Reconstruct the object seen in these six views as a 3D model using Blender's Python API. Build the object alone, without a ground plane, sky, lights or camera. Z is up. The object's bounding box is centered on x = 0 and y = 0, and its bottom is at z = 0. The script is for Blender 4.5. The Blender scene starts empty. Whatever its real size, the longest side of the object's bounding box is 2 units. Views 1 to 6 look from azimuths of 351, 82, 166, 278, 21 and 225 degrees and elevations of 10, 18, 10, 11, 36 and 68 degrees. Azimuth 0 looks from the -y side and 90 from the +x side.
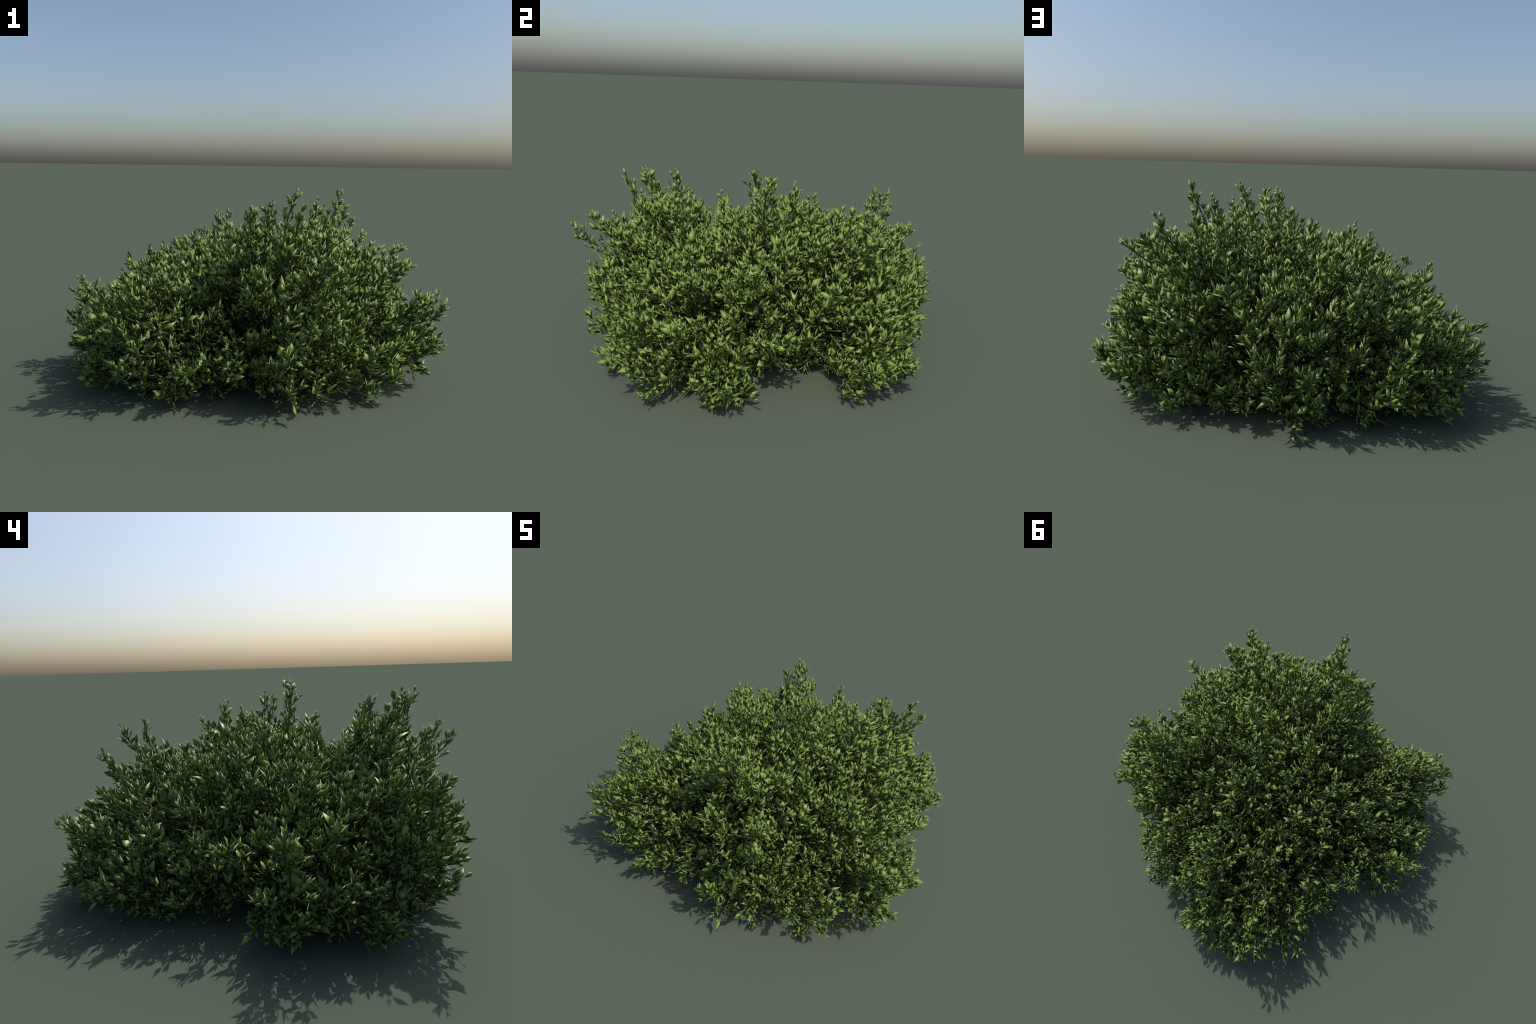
"""A low, wide evergreen shrub: boughs sweep out of one crown, each ends in a
leafy head; sprigs with paired leaves clothe every head, and long bare-ish
shoots rise above the canopy."""
import bpy, math, random
import numpy as np
from mathutils import Vector, Matrix, noise

rng = np.random.default_rng(7)
random.seed(7)

# ------------------------------------------------------------------ the plan
# Every bough ends in a rounded leafy head: x, y, height and radius (metres).
HEADS = [
    (-0.64, -0.10, 0.33, 0.15), (-0.82, -0.14, 0.15, 0.11), (-0.82, -0.16, 0.29, 0.14), (-0.22, -0.06, 0.43, 0.29),
    (-0.58, -0.20, 0.49, 0.10), (-0.68, -0.24, 0.25, 0.22), (-0.50, -0.20, 0.23, 0.29), (-0.68, -0.30, 0.27, 0.20),
    (-0.30, -0.14, 0.55, 0.16), (-0.72, -0.40, 0.19, 0.13), (-0.52, -0.50, 0.47, 0.17), (-0.64, -0.68, 0.23, 0.09),
    (-0.60, -0.64, 0.39, 0.17), (-0.44, -0.48, 0.27, 0.27), (-0.54, -0.60, 0.53, 0.12), (-0.36, -0.48, 0.55, 0.14),
    (-0.40, -0.64, 0.21, 0.15), (-0.10, -0.16, 0.61, 0.15), (-0.24, -0.48, 0.55, 0.15), (-0.20, -0.44, 0.27, 0.30),
    (-0.20, -0.56, 0.23, 0.22), (-0.08, -0.46, 0.65, 0.11), (-0.02, -0.68, 0.57, 0.12), (+0.00, -0.56, 0.65, 0.15),
    (+0.04, -0.84, 0.23, 0.09), (+0.04, -0.76, 0.43, 0.14), (+0.12, -0.74, 0.37, 0.19), (+0.12, -0.70, 0.21, 0.18),
    (+0.12, -0.58, 0.53, 0.23), (+0.14, -0.60, 0.65, 0.15), (+0.22, -0.80, 0.63, 0.07), (+0.18, -0.58, 0.27, 0.29),
    (+0.26, -0.82, 0.41, 0.11), (+0.48, -0.76, 0.19, 0.10), (+0.46, -0.70, 0.15, 0.12), (+0.34, -0.50, 0.53, 0.19),
    (+0.38, -0.48, 0.33, 0.30), (+0.02, -0.02, 0.49, 0.30), (+0.56, -0.48, 0.53, 0.15), (+0.12, -0.10, 0.49, 0.29),
    (+0.72, -0.58, 0.31, 0.15), (+0.70, -0.50, 0.25, 0.17), (+0.58, -0.36, 0.29, 0.27), (+0.70, -0.30, 0.19, 0.18),
    (+0.84, -0.32, 0.15, 0.09), (+0.52, -0.14, 0.39, 0.30), (+0.34, -0.08, 0.61, 0.22), (+0.28, -0.06, 0.09, 0.30),
    (+0.62, -0.12, 0.47, 0.22), (+0.56, -0.02, 0.33, 0.27), (+0.40, +0.08, 0.65, 0.19), (+0.74, +0.24, 0.29, 0.16),
    (+0.84, +0.28, 0.19, 0.11), (+0.72, +0.32, 0.23, 0.18), (+0.54, +0.28, 0.37, 0.30), (+0.36, +0.20, 0.47, 0.30),
    (+0.68, +0.40, 0.27, 0.20), (+0.54, +0.32, 0.63, 0.13), (+0.54, +0.36, 0.29, 0.29), (+0.54, +0.46, 0.47, 0.17),
    (+0.56, +0.48, 0.19, 0.18), (+0.40, +0.42, 0.29, 0.29), (+0.42, +0.58, 0.19, 0.15), (+0.18, +0.26, 0.43, 0.29),
    (+0.08, +0.14, 0.49, 0.30), (+0.22, +0.62, 0.35, 0.20), (+0.08, +0.70, 0.17, 0.17), (+0.06, +0.58, 0.27, 0.29),
    (-0.02, +0.22, 0.43, 0.30), (-0.10, +0.60, 0.51, 0.14), (-0.14, +0.72, 0.49, 0.11), (-0.24, +0.76, 0.23, 0.16),
    (-0.18, +0.56, 0.27, 0.30), (-0.44, +0.70, 0.25, 0.19), (-0.34, +0.54, 0.25, 0.29), (-0.48, +0.74, 0.17, 0.13),
    (-0.32, +0.46, 0.39, 0.25), (-0.50, +0.52, 0.21, 0.22), (-0.62, +0.56, 0.21, 0.13), (-0.26, +0.22, 0.39, 0.29),
    (-0.38, +0.28, 0.27, 0.30), (-0.62, +0.24, 0.19, 0.13), (-0.30, +0.08, 0.43, 0.26), (-0.34, +0.04, 0.13, 0.30),
]
# Long young shoots that stand out of the canopy: where each one ends.
SHOOTS = [
    (+0.71, +0.35, 0.84), (+0.26, -0.11, 0.98), (+0.43, +0.06, 0.91), (+0.01, -0.66, 0.93),
    (+0.14, -0.74, 0.92), (-0.06, -0.50, 0.90), (-0.13, +0.73, 0.78), (+0.53, -0.08, 0.96),
    (+0.77, +0.37, 0.75), (-0.06, +0.63, 0.80), (-0.22, +0.79, 0.67), (+0.87, -0.16, 0.66),
    (-0.94, -0.15, 0.50), (+0.29, -0.98, 0.69), (+0.14, -0.01, 0.89), (-0.08, -0.67, 0.91),
    (+0.03, +0.14, 0.85), (+0.81, -0.42, 0.61), (-0.96, -0.20, 0.45), (-0.62, -0.63, 0.70),
    (-0.64, -0.42, 0.66), (+0.89, -0.71, 0.45), (+0.86, -0.66, 0.50), (+0.82, -0.78, 0.28),
    (+0.17, +0.76, 0.65), (+0.25, -0.89, 0.74), (-0.55, -0.23, 0.69), (+0.15, -0.95, 0.45),
    (-0.05, -0.84, 0.67), (-0.57, +0.85, 0.44), (+0.98, +0.33, 0.25), (+0.54, +0.32, 0.84),
    (-0.65, -0.76, 0.62), (+0.52, +0.47, 0.76), (-0.76, -0.77, 0.56), (+0.84, +0.39, 0.50),
    (+0.36, -0.51, 0.84), (+0.24, -0.50, 0.86),
]
# Low and outer sprays that break the rim: where each one ends.
RIM = [
    (-0.80, +0.12, 0.37), (-0.86, -0.56, 0.09),
    (+0.44, +0.68, 0.60), (-0.86, -0.34, 0.49), 
    (+0.78, -0.46, 0.60), (+0.28, +0.84, 0.13), (-0.10, +0.88, 0.07), (+0.94, +0.44, 0.17),
    (+0.96, +0.14, 0.18), (+0.96, -0.42, 0.21), (+0.90, -0.08, 0.33), (+0.62, -0.78, 0.29),
    (-0.50, -0.80, 0.09), (+0.90, +0.54, 0.21), (-0.42, -0.86, 0.23), (-0.16, -0.84, 0.23),
    (+0.04, -0.98, 0.31), (+0.90, -0.50, 0.43), (-0.88, -0.48, 0.27), (+0.68, +0.64, 0.55),
    (-0.06, +0.84, 0.58), (-0.62, +0.78, 0.41), (-0.38, +0.90, 0.11),
    (-0.18, +0.96, 0.15), (-0.22, +0.96, 0.31), (+0.86, +0.42, 0.42), (+0.64, -0.70, 0.13),
    (-0.06, -0.84, 0.11), (+0.40, +0.76, 0.09), (+0.84, -0.36, 0.04), (-0.72, +0.36, 0.35),
    (-0.72, +0.48, 0.37), (-0.44, -0.68, 0.04), (-0.96, -0.22, 0.17),
    (-0.94, -0.30, 0.21), (-0.74, +0.68, 0.15), (-0.48, +0.90, 0.09), (+0.72, +0.24, 0.04),
    (+0.66, -0.52, 0.04), (-0.20, -0.60, 0.74),
    (+0.64, +0.16, 0.72), (+0.70, +0.02, 0.70), (-0.40, +0.78, 0.46), (+0.22, +0.60, 0.64),
    (+0.87, -0.69, 0.25), (+0.94, -0.27, 0.10), (+0.89, +0.31, 0.05), (-0.82, -0.47, 0.05),
    (-0.45, -0.74, 0.05), (+0.60, -0.78, 0.20), (+0.17, +0.84, 0.05), (-0.89, -0.53, 0.12),
    (-0.73, -0.76, 0.45), (+0.65, +0.62, 0.05), (+0.10, +0.86, 0.09),
]
# Feet: sprays that droop from the lobes and touch the ground.
FEET = [
    (+0.88, +0.33, 0.03), (+0.85, +0.27, 0.05), (+0.93, +0.27, 0.09), (+0.90, +0.37, 0.11),
    (+0.87, +0.30, 0.16), (+0.80, +0.34, 0.08), (+0.80, +0.58, 0.12), (+0.89, -0.32, 0.03),
    (+0.87, -0.36, 0.06), (+0.85, -0.26, 0.05), (+0.65, -0.70, 0.06), (+0.74, -0.54, 0.05),
    (-0.81, -0.50, 0.03), (-0.77, -0.34, 0.04), (-0.85, -0.16, 0.03), (-0.69, +0.42, 0.04),
    (+0.84, -0.62, 0.06), (+0.50, -0.78, 0.04), (+0.09, +0.82, 0.04), (-0.13, +0.84, 0.05),
]
# Hollows between the lobes where nothing grows: x, y, height and radius.
HOLLOWS = [
    (+0.74, +0.10, 0.04, 0.16), (+0.10, -0.23, 0.72, 0.10), (+0.25, +0.22, 0.72, 0.09),
    (-0.19, +0.33, 0.68, 0.09), (-0.23, -0.11, 0.71, 0.10), (+0.80, -0.45, 0.10, 0.08),
    (-0.10, +0.42, 0.68, 0.07), (-0.38, -0.47, 0.67, 0.14), (-0.42, -0.14, 0.69, 0.12),
    (-0.42, +0.05, 0.67, 0.11), (-0.64, +0.02, 0.44, 0.08), (+0.55, -0.62, 0.11, 0.11),
    (+0.33, +0.58, 0.54, 0.09), (+0.84, +0.14, 0.24, 0.11), (-0.71, -0.14, 0.43, 0.07),
    (+0.72, +0.02, 0.03, 0.12), (+0.93, +0.20, 0.23, 0.06), (+0.10, +0.36, 0.63, 0.08),
    (+0.20, +0.06, 0.80, 0.08), (+0.56, -0.69, 0.28, 0.06), (-0.56, -0.40, 0.58, 0.08),
    (-0.78, +0.14, 0.18, 0.09), (-0.78, +0.28, 0.32, 0.06), (-0.84, -0.31, 0.40, 0.05), (-0.70, +0.54, 0.28, 0.06),
    (+0.78, +0.56, 0.26, 0.05), (-0.62, -0.56, 0.58, 0.06),
]
CROWN = np.array([0.02, -0.02, 0.03])      # where the boughs leave the soil
SPACING = 0.105                            # between spray tips on a head
LEAF_PITCH = 0.0290                         # between leaf pairs along a sprig
SPRIG_PITCH = 0.028                        # between side sprigs of a spray
DEPTH_SIDE, DEPTH_TOP = 0.085, 0.095         # how far back sprays may end
LIFT = 0.32                                # how much every leaf turns up to the light
NAMED_LEAVES = 300
TIP_OUT = 0.031                            # how far sprig tips pass the head

H = np.array(HEADS)
HC, HR = H[:, :3], H[:, 3]


def unit(v):
    v = np.asarray(v, float)
    return v / max(np.linalg.norm(v), 1e-9)


# ------------------------------------------------------------------ materials
def node(nt, kind, **inputs):
    n = nt.nodes.new(kind)
    for k, v in inputs.items():
        n.inputs[k.replace("_", " ")].default_value = v
    return n


def leaf_material():
    m = bpy.data.materials.new("leaf_green")
    m.use_nodes = True
    nt = m.node_tree
    L = nt.links.new
    b = nt.nodes["Principled BSDF"]
    geo = nt.nodes.new("ShaderNodeNewGeometry")
    tc = nt.nodes.new("ShaderNodeTexCoord")
    # each leaf its own tone
    tone = nt.nodes.new("ShaderNodeValToRGB")
    e = tone.color_ramp.elements
    e[0].position, e[0].color = 0.0, LEAF_DARK
    e[1].position, e[1].color = 1.0, LEAF_LIGHT
    mid = tone.color_ramp.elements.new(0.5)
    mid.color = LEAF_MID
    L(geo.outputs["Random Per Island"], tone.inputs["Fac"])
    # slow mottling within and across leaves
    nz = node(nt, "ShaderNodeTexNoise", Scale=38.0, Detail=3.0)
    L(tc.outputs["Object"], nz.inputs["Vector"])
    mr = node(nt, "ShaderNodeMapRange", From_Min=0.3, From_Max=0.7, To_Min=0.82, To_Max=1.14)
    L(nz.outputs["Fac"], mr.inputs["Value"])
    hsv = nt.nodes.new("ShaderNodeHueSaturation")
    L(tone.outputs["Color"], hsv.inputs["Color"])
    L(mr.outputs["Result"], hsv.inputs["Value"])
    L(hsv.outputs["Color"], b.inputs["Base Color"])
    b.inputs["Roughness"].default_value = 0.46
    b.inputs["Specular IOR Level"].default_value = 0.5
    return m


def bark_material():
    m = bpy.data.materials.new("young_bark")
    m.use_nodes = True
    nt = m.node_tree
    b = nt.nodes["Principled BSDF"]
    tc = nt.nodes.new("ShaderNodeTexCoord")
    nz = node(nt, "ShaderNodeTexNoise", Scale=60.0, Detail=4.0)
    cr = nt.nodes.new("ShaderNodeValToRGB")
    cr.color_ramp.elements[0].color = (0.045, 0.065, 0.018, 1)
    cr.color_ramp.elements[1].color = (0.095, 0.125, 0.040, 1)
    nt.links.new(tc.outputs["Object"], nz.inputs["Vector"])
    nt.links.new(nz.outputs["Fac"], cr.inputs["Fac"])
    nt.links.new(cr.outputs["Color"], b.inputs["Base Color"])
    b.inputs["Roughness"].default_value = 0.8
    return m


LEAF_DARK = (0.130, 0.200, 0.041, 1)
LEAF_MID = (0.161, 0.241, 0.050, 1)
LEAF_LIGHT = (0.194, 0.280, 0.063, 1)
LEAF, BARK = leaf_material(), bark_material()


# ------------------------------------------------------------------ leaf forms
# x runs along the blade, y across it, z is its upper side; length is 1.
# Leaves are firm and a little fleshy: two skins meet along the rim.
def blade(half_width, widest, tip_skew, fold, curl, flesh=.012):
    """Pointed blade, folded along the midrib and curling up at the tip."""
    v = [(0, 0, 0), (widest, half_width, fold), (widest, -half_width, fold), (widest, 0, flesh * .4),
         (1, tip_skew, curl), (widest * .9, 0, -flesh)]
    f = [(0, 3, 1), (0, 2, 3), (3, 4, 1), (3, 2, 4), (0, 1, 5), (0, 5, 2), (5, 1, 4), (5, 4, 2)]
    return v, f


def blunt(half_width, fold, curl, slant, flesh=.014):
    """Broad blade whose end is cut off aslant."""
    v = [(0, 0, 0), (0.5, half_width, fold), (0.5, -half_width, fold), (0.5, 0, flesh * .4),
         (1.0, 0.35 * half_width, curl + fold * .4), (1 - slant, -0.7 * half_width, curl + fold * .6),
         (0.5, 0, -flesh)]
    f = [(0, 3, 1), (0, 2, 3), (3, 4, 1), (3, 5, 4), (3, 2, 5),
         (0, 1, 6), (0, 6, 2), (6, 1, 4), (6, 4, 5), (6, 5, 2)]
    return v, f


def cup(width, depth, notch, flare, lean, flesh=.014):
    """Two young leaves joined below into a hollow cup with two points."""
    v = [(0, 0, 0), (.42, width * .8, depth), (.40, 0, 0), (.42, -width * .8, depth),
         (notch, .06 * lean, .02), (1.0, width * flare, depth * .9),
         (.84 + .1 * lean, -width * flare * 1.1, depth * 1.2), (.38, 0, -flesh)]
    f = [(0, 2, 1), (0, 3, 2), (2, 4, 1), (2, 3, 4), (1, 4, 5), (4, 3, 6),
         (0, 1, 7), (0, 7, 3), (7, 1, 5), (7, 5, 4), (7, 4, 6), (7, 6, 3)]
    return v, f


FORMS = [
    blade(0.17, 0.45, 0.02, 0.05, 0.10), blade(0.20, 0.38, -0.05, 0.08, 0.16),
    blade(0.24, 0.52, 0.07, 0.10, 0.02), blade(0.14, 0.50, 0.00, 0.05, 0.20),
    blade(0.27, 0.60, -0.10, 0.11, 0.08), blunt(0.20, 0.07, 0.08, 0.20),
    blunt(0.26, 0.10, 0.12, 0.32),
    cup(0.20, 0.11, 0.60, 1.05, 0.5), cup(0.25, 0.17, 0.56, 1.25, -0.4),
    cup(0.30, 0.20, 0.64, 0.95, 0.1), cup(0.17, 0.08, 0.48, 1.60, 0.7),
]
CUPPED = range(7, 11)                      # these hug the stem more closely
WEIGHT = np.array([3.2, 3.2, 2.5, 2.5, 1.6, 1.5, 1.2, 3, 2.6, 1.8, 2.2])
WEIGHT = WEIGHT / WEIGHT.sum()
FORMS = [(np.array(v, float), f) for v, f in FORMS]


# ------------------------------------------------------------------ growth
def hollow(p, which=None):
    some = HOLLOWS if which is None else HOLLOWS[which:which + 1]
    return any((p[0] - x) ** 2 + (p[1] - y) ** 2 + (p[2] - z) ** 2 < r * r for x, y, z, r in some)


def gap(p):
    return any(z < .3 and (p[0] - x) ** 2 + (p[1] - y) ** 2 + (p[2] - z) ** 2 < (r + .03) ** 2
               for x, y, z, r in HOLLOWS)


def skirt(p):
    """Stems arch over the hollows and stay above the soil."""
    p = np.array(p, float)
    for x, y, z, r in HOLLOWS:
        c = np.array([x, y, z])
        if np.linalg.norm(p - c) < r:
            away = -unit([x, y, 0]) * .6 + np.array([0, 0, .8 if z < .3 else -.8])
            p = c + unit(p - c + away * r) * r
    p[2] = max(p[2], .006)
    return p


def nearest_head(p):
    d = np.linalg.norm(HC - p, axis=1) - HR
    return int(np.argmin(d))


def lumps(p, scale=5.0):
    return noise.noise(Vector(p) * scale)


def sprig_tips():
    """Spread tips evenly over the outside of the heads taken together."""
    cell, grid, tips = SPACING, {}, []
    cand = []
    for h in range(len(H)):
        n = int(4 * math.pi * HR[h] ** 2 / 0.0008)
        k = np.arange(n) + 0.5
        z = 1 - 2 * k / n
        a = k * math.pi * (3 - math.sqrt(5)) + h
        q = np.sqrt(1 - z * z)
        nrm = np.stack([q * np.cos(a), q * np.sin(a), z], 1)
        pts = HC[h] + nrm * HR[h]
        ok = pts[:, 2] > 0.015
        for o in range(len(H)):
            if o != h:
                ok &= ((pts - HC[o]) ** 2).sum(1) > (HR[o] - 0.008) ** 2
        cand += [(h, p, m) for p, m in zip(pts[ok], nrm[ok])]
    order = rng.permutation(len(cand))
    for i in order:
        h, p, m = cand[i]
        key = tuple(np.floor(p / cell).astype(int))
        near = False
        for dx in (-1, 0, 1):
            for dy in (-1, 0, 1):
                for dz in (-1, 0, 1):
                    for t in grid.get((key[0] + dx, key[1] + dy, key[2] + dz), ()):
                        if ((t - p) ** 2).sum() < cell * cell:
                            near = True
        if not near:
            grid.setdefault(key, []).append(p)
            tips.append((h, p, m))
    return tips


class Mesh:
    def __init__(self):
        self.v, self.f, self.n = [], [], 0

    def add(self, v, f):
        self.v.append(v)
        self.f += [tuple(i + self.n for i in q) for q in f]
        self.n += len(v)

    def tube(self, pts, radii, sides=4):
        pts = [np.asarray(p, float) for p in pts]
        ring, rows = [], []
        for i, p in enumerate(pts):
            t = unit(pts[min(i + 1, len(pts) - 1)] - pts[max(i - 1, 0)])
            s = unit(np.cross(t, (0.31, 0.17, 0.93) if abs(t[2]) < .9 else (1, 0, 0)))
            u = np.cross(t, s)
            for k in range(sides):
                a = 2 * math.pi * k / sides
                ring.append(p + radii[i] * (math.cos(a) * s + math.sin(a) * u))
        f = []
        for i in range(len(pts) - 1):
            for k in range(sides):
                j = (k + 1) % sides
                f.append((i * sides + k, i * sides + j, (i + 1) * sides + j, (i + 1) * sides + k))
        f.append(tuple(range(sides))[::-1])
        f.append(tuple((len(pts) - 1) * sides + k for k in range(sides)))
        self.add(np.array(ring), f)

    def build(self, name, material, origin, smooth=True):
        me = bpy.data.meshes.new(name)
        V = np.concatenate(self.v) - origin
        me.from_pydata(V.tolist(), [], self.f)
        me.polygons.foreach_set("use_smooth", [smooth] * len(me.polygons))
        me.materials.append(material)
        me.update()
        return me


leaves = []        # (head, frame 3x3, base, length, form, outwardness)


def leaf_frame(axis, side, angle, roll):
    x = math.cos(angle) * axis + math.sin(angle) * side
    x = unit(x + np.array([0, 0, LIFT]))
    y = unit(np.cross(math.sin(angle) * axis - math.cos(angle) * side, x))
    z = np.cross(x, y)
    c, s = math.cos(roll), math.sin(roll)
    return np.stack([x, c * y + s * z, c * z - s * y], 1)


def grow_sprig(h, tip, direction, length, pitch, size, twigs, bare=0.12, out=0.0):
    """A bent twig that ends at tip, with opposite leaves turning a quarter
    at each node and a tuft of close leaves at the end."""
    direction = unit(direction)
    bend = unit(rng.normal(size=3)) * 0.25 - np.array([0, 0, 0.25])
    root = tip - length * unit(direction - bend * .35)
    ctrl = tip - 0.5 * length * direction + bend * length * .10
    n = max(2, int(length * (1 - bare) / pitch))
    at = lambda t: (1 - t) ** 2 * root + 2 * t * (1 - t) * ctrl + t * t * tip
    if root[2] > .004 and not hollow(tip):
        twigs.tube([skirt(at(t)) for t in (0, .5, .97)], [.0026, .002, .0012], 3)
    turn = rng.uniform(0, math.pi)
    for k in range(n):
        t = bare + (1 - bare) * (k + rng.uniform(.15, .75)) / n
        p = at(t)
        ax = unit(at(min(t + .05, 1.05)) - at(t - .05))
        s0 = unit(np.cross(ax, (0.2, 0.9, 0.35)))
        u0 = np.cross(ax, s0)
        open_ = math.radians(54 - 22 * t)
        for j in (0, 1):
            if rng.random() < 0.07:
                continue
            a = turn + j * math.pi + rng.normal() * .3
            side = math.cos(a) * s0 + math.sin(a) * u0
            ln = size * rng.lognormal(0, .28) * (1.0 - .30 * max(0, t - .75) / .25)
            if rng.random() < 0.03:
                ln *= 1.4
            ln = min(ln, size * 1.4)
            form = int(rng.choice(len(FORMS), p=WEIGHT))
            lift = (.6 if form in CUPPED else 1.0) * open_
            fr = leaf_frame(ax, side, lift + rng.normal() * .28, rng.normal() * .55)
            leaves.append((h, fr, p, ln, form, out + t))
        turn += math.pi / 2 + rng.normal() * .4
    fr = leaf_frame(unit(tip - at(.9)), unit(rng.normal(size=3)), 0.12, rng.normal())
    leaves.append((h, fr, at(.96), size * .8, int(rng.choice(len(FORMS), p=WEIGHT)), out + 1))
    return root


UP = np.array([0, 0, 1.0])
twig_of = {h: Mesh() for h in range(len(H))}


def grow_spray(h, tip, d, length, width, out, size=.053, pitch=SPRIG_PITCH, droop=0.0):
    """A leafy spray: one curved axis running out from the crown, side sprigs
    all along it that get shorter toward the tip."""
    d = unit(d)
    inward = unit(unit(tip - CROWN) * .85 + d * .25 - UP * droop)
    root = tip - length * inward
    ctrl = tip - d * length * .5 + rng.normal(size=3) * .02
    at = lambda t: (1 - t) ** 2 * root + 2 * t * (1 - t) * ctrl + t * t * tip
    if not droop and any(HOLLOWS[k][2] < .1 and hollow(at(t), k) for k in range(len(HOLLOWS)) for t in (.3, .45, .6)):
        return
    pts = [np.maximum(at(t), (-9, -9, .012)) for t in (0, .2, .4, .6, .8, .95)]
    bare = [k for k, t in enumerate((0, .2, .4, .6, .8, .95)) if gap(at(t))]
    first = bare[-1] + 1 if bare else 0              # no bare stem crosses a ground-level gap
    if first < 4:
        twig_of[h].tube(pts[first:], [.006, .005, .0045, .0035, .0025, .0015][first:], 4)
    # the last stretch is a plain leafy shoot
    grow_sprig(h, tip, at(1.0) - at(.8), min(.13, length * .5), LEAF_PITCH, size, twig_of[h], out=out)
    n = int(length / pitch)
    turn = rng.uniform(0, 6.28)
    for k in range(n):
        t = .04 + .86 * (k + rng.uniform(.2, .8)) / n
        p = at(t)
        ax = unit(at(t + .05) - at(t - .05))
        s0 = unit(np.cross(ax, (0.3, 0.8, 0.25)))
        u0 = np.cross(ax, s0)
        turn += 2.4
        side = math.cos(turn) * s0 + math.sin(turn) * u0
        reach = width * (1.15 - .65 * t) * rng.uniform(.6, 1.25)
        sd = unit(ax * .75 + side * .8 + UP * .22)
        grow_sprig(h, p + sd * reach, sd + ax * .3 + UP * .15, reach, LEAF_PITCH, size, twig_of[h],
                   bare=.18, out=out - 2 * (1 - t))


for h, p, m in sprig_tips():
    r = unit(p - CROWN)
    d = r * .55 + m * .25 + UP * (.42 if p[2] > .15 else .1) + rng.normal(size=3) * .12
    top = max(0.0, m[2])
    deep = rng.random() ** 1.9
    slim = min(1.0, HR[h] / .22)                 # narrow heads keep their full reach
    low = max(0.0, 1 - p[2] / .45)
    high = max(0.0, min(1.0, (p[2] - .42) / .2))
    depth = TIP_OUT + .030 * low - .028 * high + .036 * lumps(p, 3.6) \
        - deep * slim * (DEPTH_SIDE + DEPTH_TOP * top)
    tip = p + r * depth * .6 + m * depth * .4
    tip[2] = max(tip[2], .03)
    for _ in range(12):                          # sprays end at the floor of a hollow
        if hollow(tip):
            tip = tip - .025 * unit(tip - CROWN)
    if hollow(tip):
        continue
    reach = np.linalg.norm(tip - CROWN)
    grow_spray(h, tip, d, min(rng.uniform(.30, .46), .72 * reach), rng.uniform(.07, .105),
               1.2 + top - 3 * deep)
for s in SHOOTS:
    s = np.array(s)
    h = nearest_head(s)
    d = unit(unit(s - HC[h]) * .5 + UP * .6 + unit(s - CROWN) * .4)
    grow_spray(h, s - d * .015, d, .36, .058, 2.2, .045, .027)
for s in RIM:
    s = np.array(s)
    h = nearest_head(s)
    d = unit(unit(s - HC[h]) * .4 + UP * (.35 if s[2] > .15 else 0) + unit(s - CROWN) * .6)
    grow_spray(h, s - d * .01, d, .32, .07, 1.6)
for s in FEET:
    s = np.array(s)
    d = unit(unit(s - CROWN) - UP * .25)
    grow_spray(nearest_head(s), s - d * .01, d, .24, .06, 1.6, .046, .03, .55)

# ------------------------------------------------------------------ assembly
col = bpy.context.scene.collection
shrub = bpy.data.objects.new("evergreen_shrub", None)
shrub["label"] = "low wide evergreen shrub with small pointed dense green leaves"
shrub["category"] = "shrub"
col.objects.link(shrub)


def place(name, data, parent, origin=None, stuff=False):
    o = bpy.data.objects.new(name, data)
    o.parent = parent
    if origin is not None:
        o.location = origin
    if stuff:
        o["kind"] = "stuff"
    col.objects.link(o)
    return o


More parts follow.
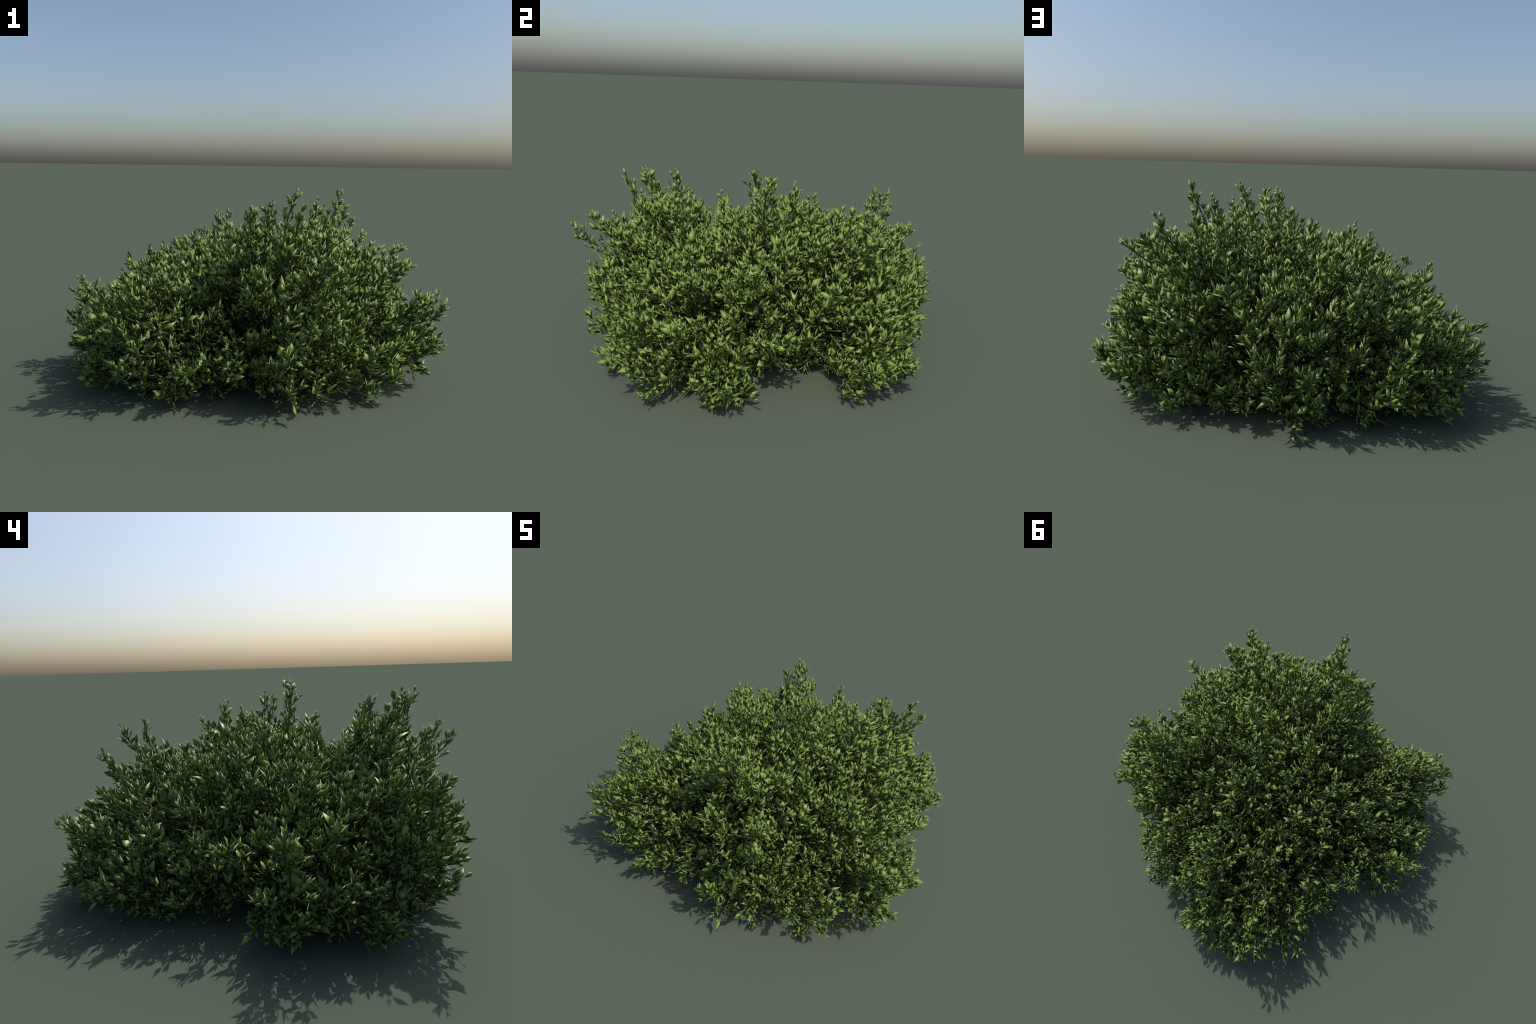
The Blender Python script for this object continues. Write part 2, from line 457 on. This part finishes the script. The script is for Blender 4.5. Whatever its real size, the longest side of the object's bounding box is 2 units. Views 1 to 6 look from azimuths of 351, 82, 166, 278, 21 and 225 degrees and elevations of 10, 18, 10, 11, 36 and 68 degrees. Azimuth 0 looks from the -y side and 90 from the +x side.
# the leaves that show largest become objects, the rest joined foliage
keep = []
for L in leaves:
    V = FORMS[L[4]][0] * L[3] @ L[1].T + L[2]
    fits = np.all(V.min(0) > (-0.998, -0.990, 0.0)) and np.all(V.max(0) < (1.0, 0.992, 0.985))
    if fits and not hollow(L[2]):
        keep.append(L)
leaves = keep
rank = sorted(range(len(leaves)), key=lambda i: -(leaves[i][3] * 40 + min(leaves[i][5], 2.2)))
named = set(rank[:NAMED_LEAVES])

form_mesh = []
for v, f in FORMS:
    m = Mesh()
    m.add(v, f)
    form_mesh.append(m.build("leaf", LEAF, np.zeros(3)))

foliage = {h: Mesh() for h in range(len(H))}
for i, L in enumerate(leaves):
    if i not in named:
        v, f = FORMS[L[4]]
        foliage[L[0]].add(v * L[3] @ L[1].T + L[2], f)

bough_obj = {}
for h in range(len(H)):
    if not foliage[h].v:
        continue
    end = HC[h] + np.array([0, 0, HR[h] * .15])
    mid = CROWN + (end - CROWN) * .5 - np.array([0, 0, .10 * end[2]]) + rng.normal(size=3) * .02
    mid[2] = max(mid[2], .03)
    start = CROWN + np.array([*(rng.normal(size=2) * .03), 0])
    at = lambda t: (1 - t) ** 2 * start + 2 * t * (1 - t) * mid + t * t * end
    wood = Mesh()
    path = [np.maximum(at(t), (-9, -9, .014)) for t in np.linspace(0, 1, 12)]
    reach = next((k for k, p in enumerate(path) if gap(p)), 12)     # wood stops short of a gap
    reach = max(reach, 3)
    wood.tube(path[:reach], np.linspace(.012, .003, 12)[:reach], 6)
    b = place("bough", wood.build("bough", BARK, start), shrub, start)
    bough_obj[h] = (b, start)
    place("foliage", foliage[h].build("foliage", LEAF, start), b, stuff=True)
    if twig_of[h].v:
        place("twigs", twig_of[h].build("twigs", BARK, start), b, stuff=True)

for i in sorted(named):
    h, fr, p, ln, form, _ = leaves[i]
    if h not in bough_obj:
        continue
    b, start = bough_obj[h]
    o = place("leaf", form_mesh[form], b)
    o.matrix_basis = Matrix.Translation(Vector(p - start)) @ Matrix((fr * ln).tolist()).to_4x4()
print("leaves", len(leaves))
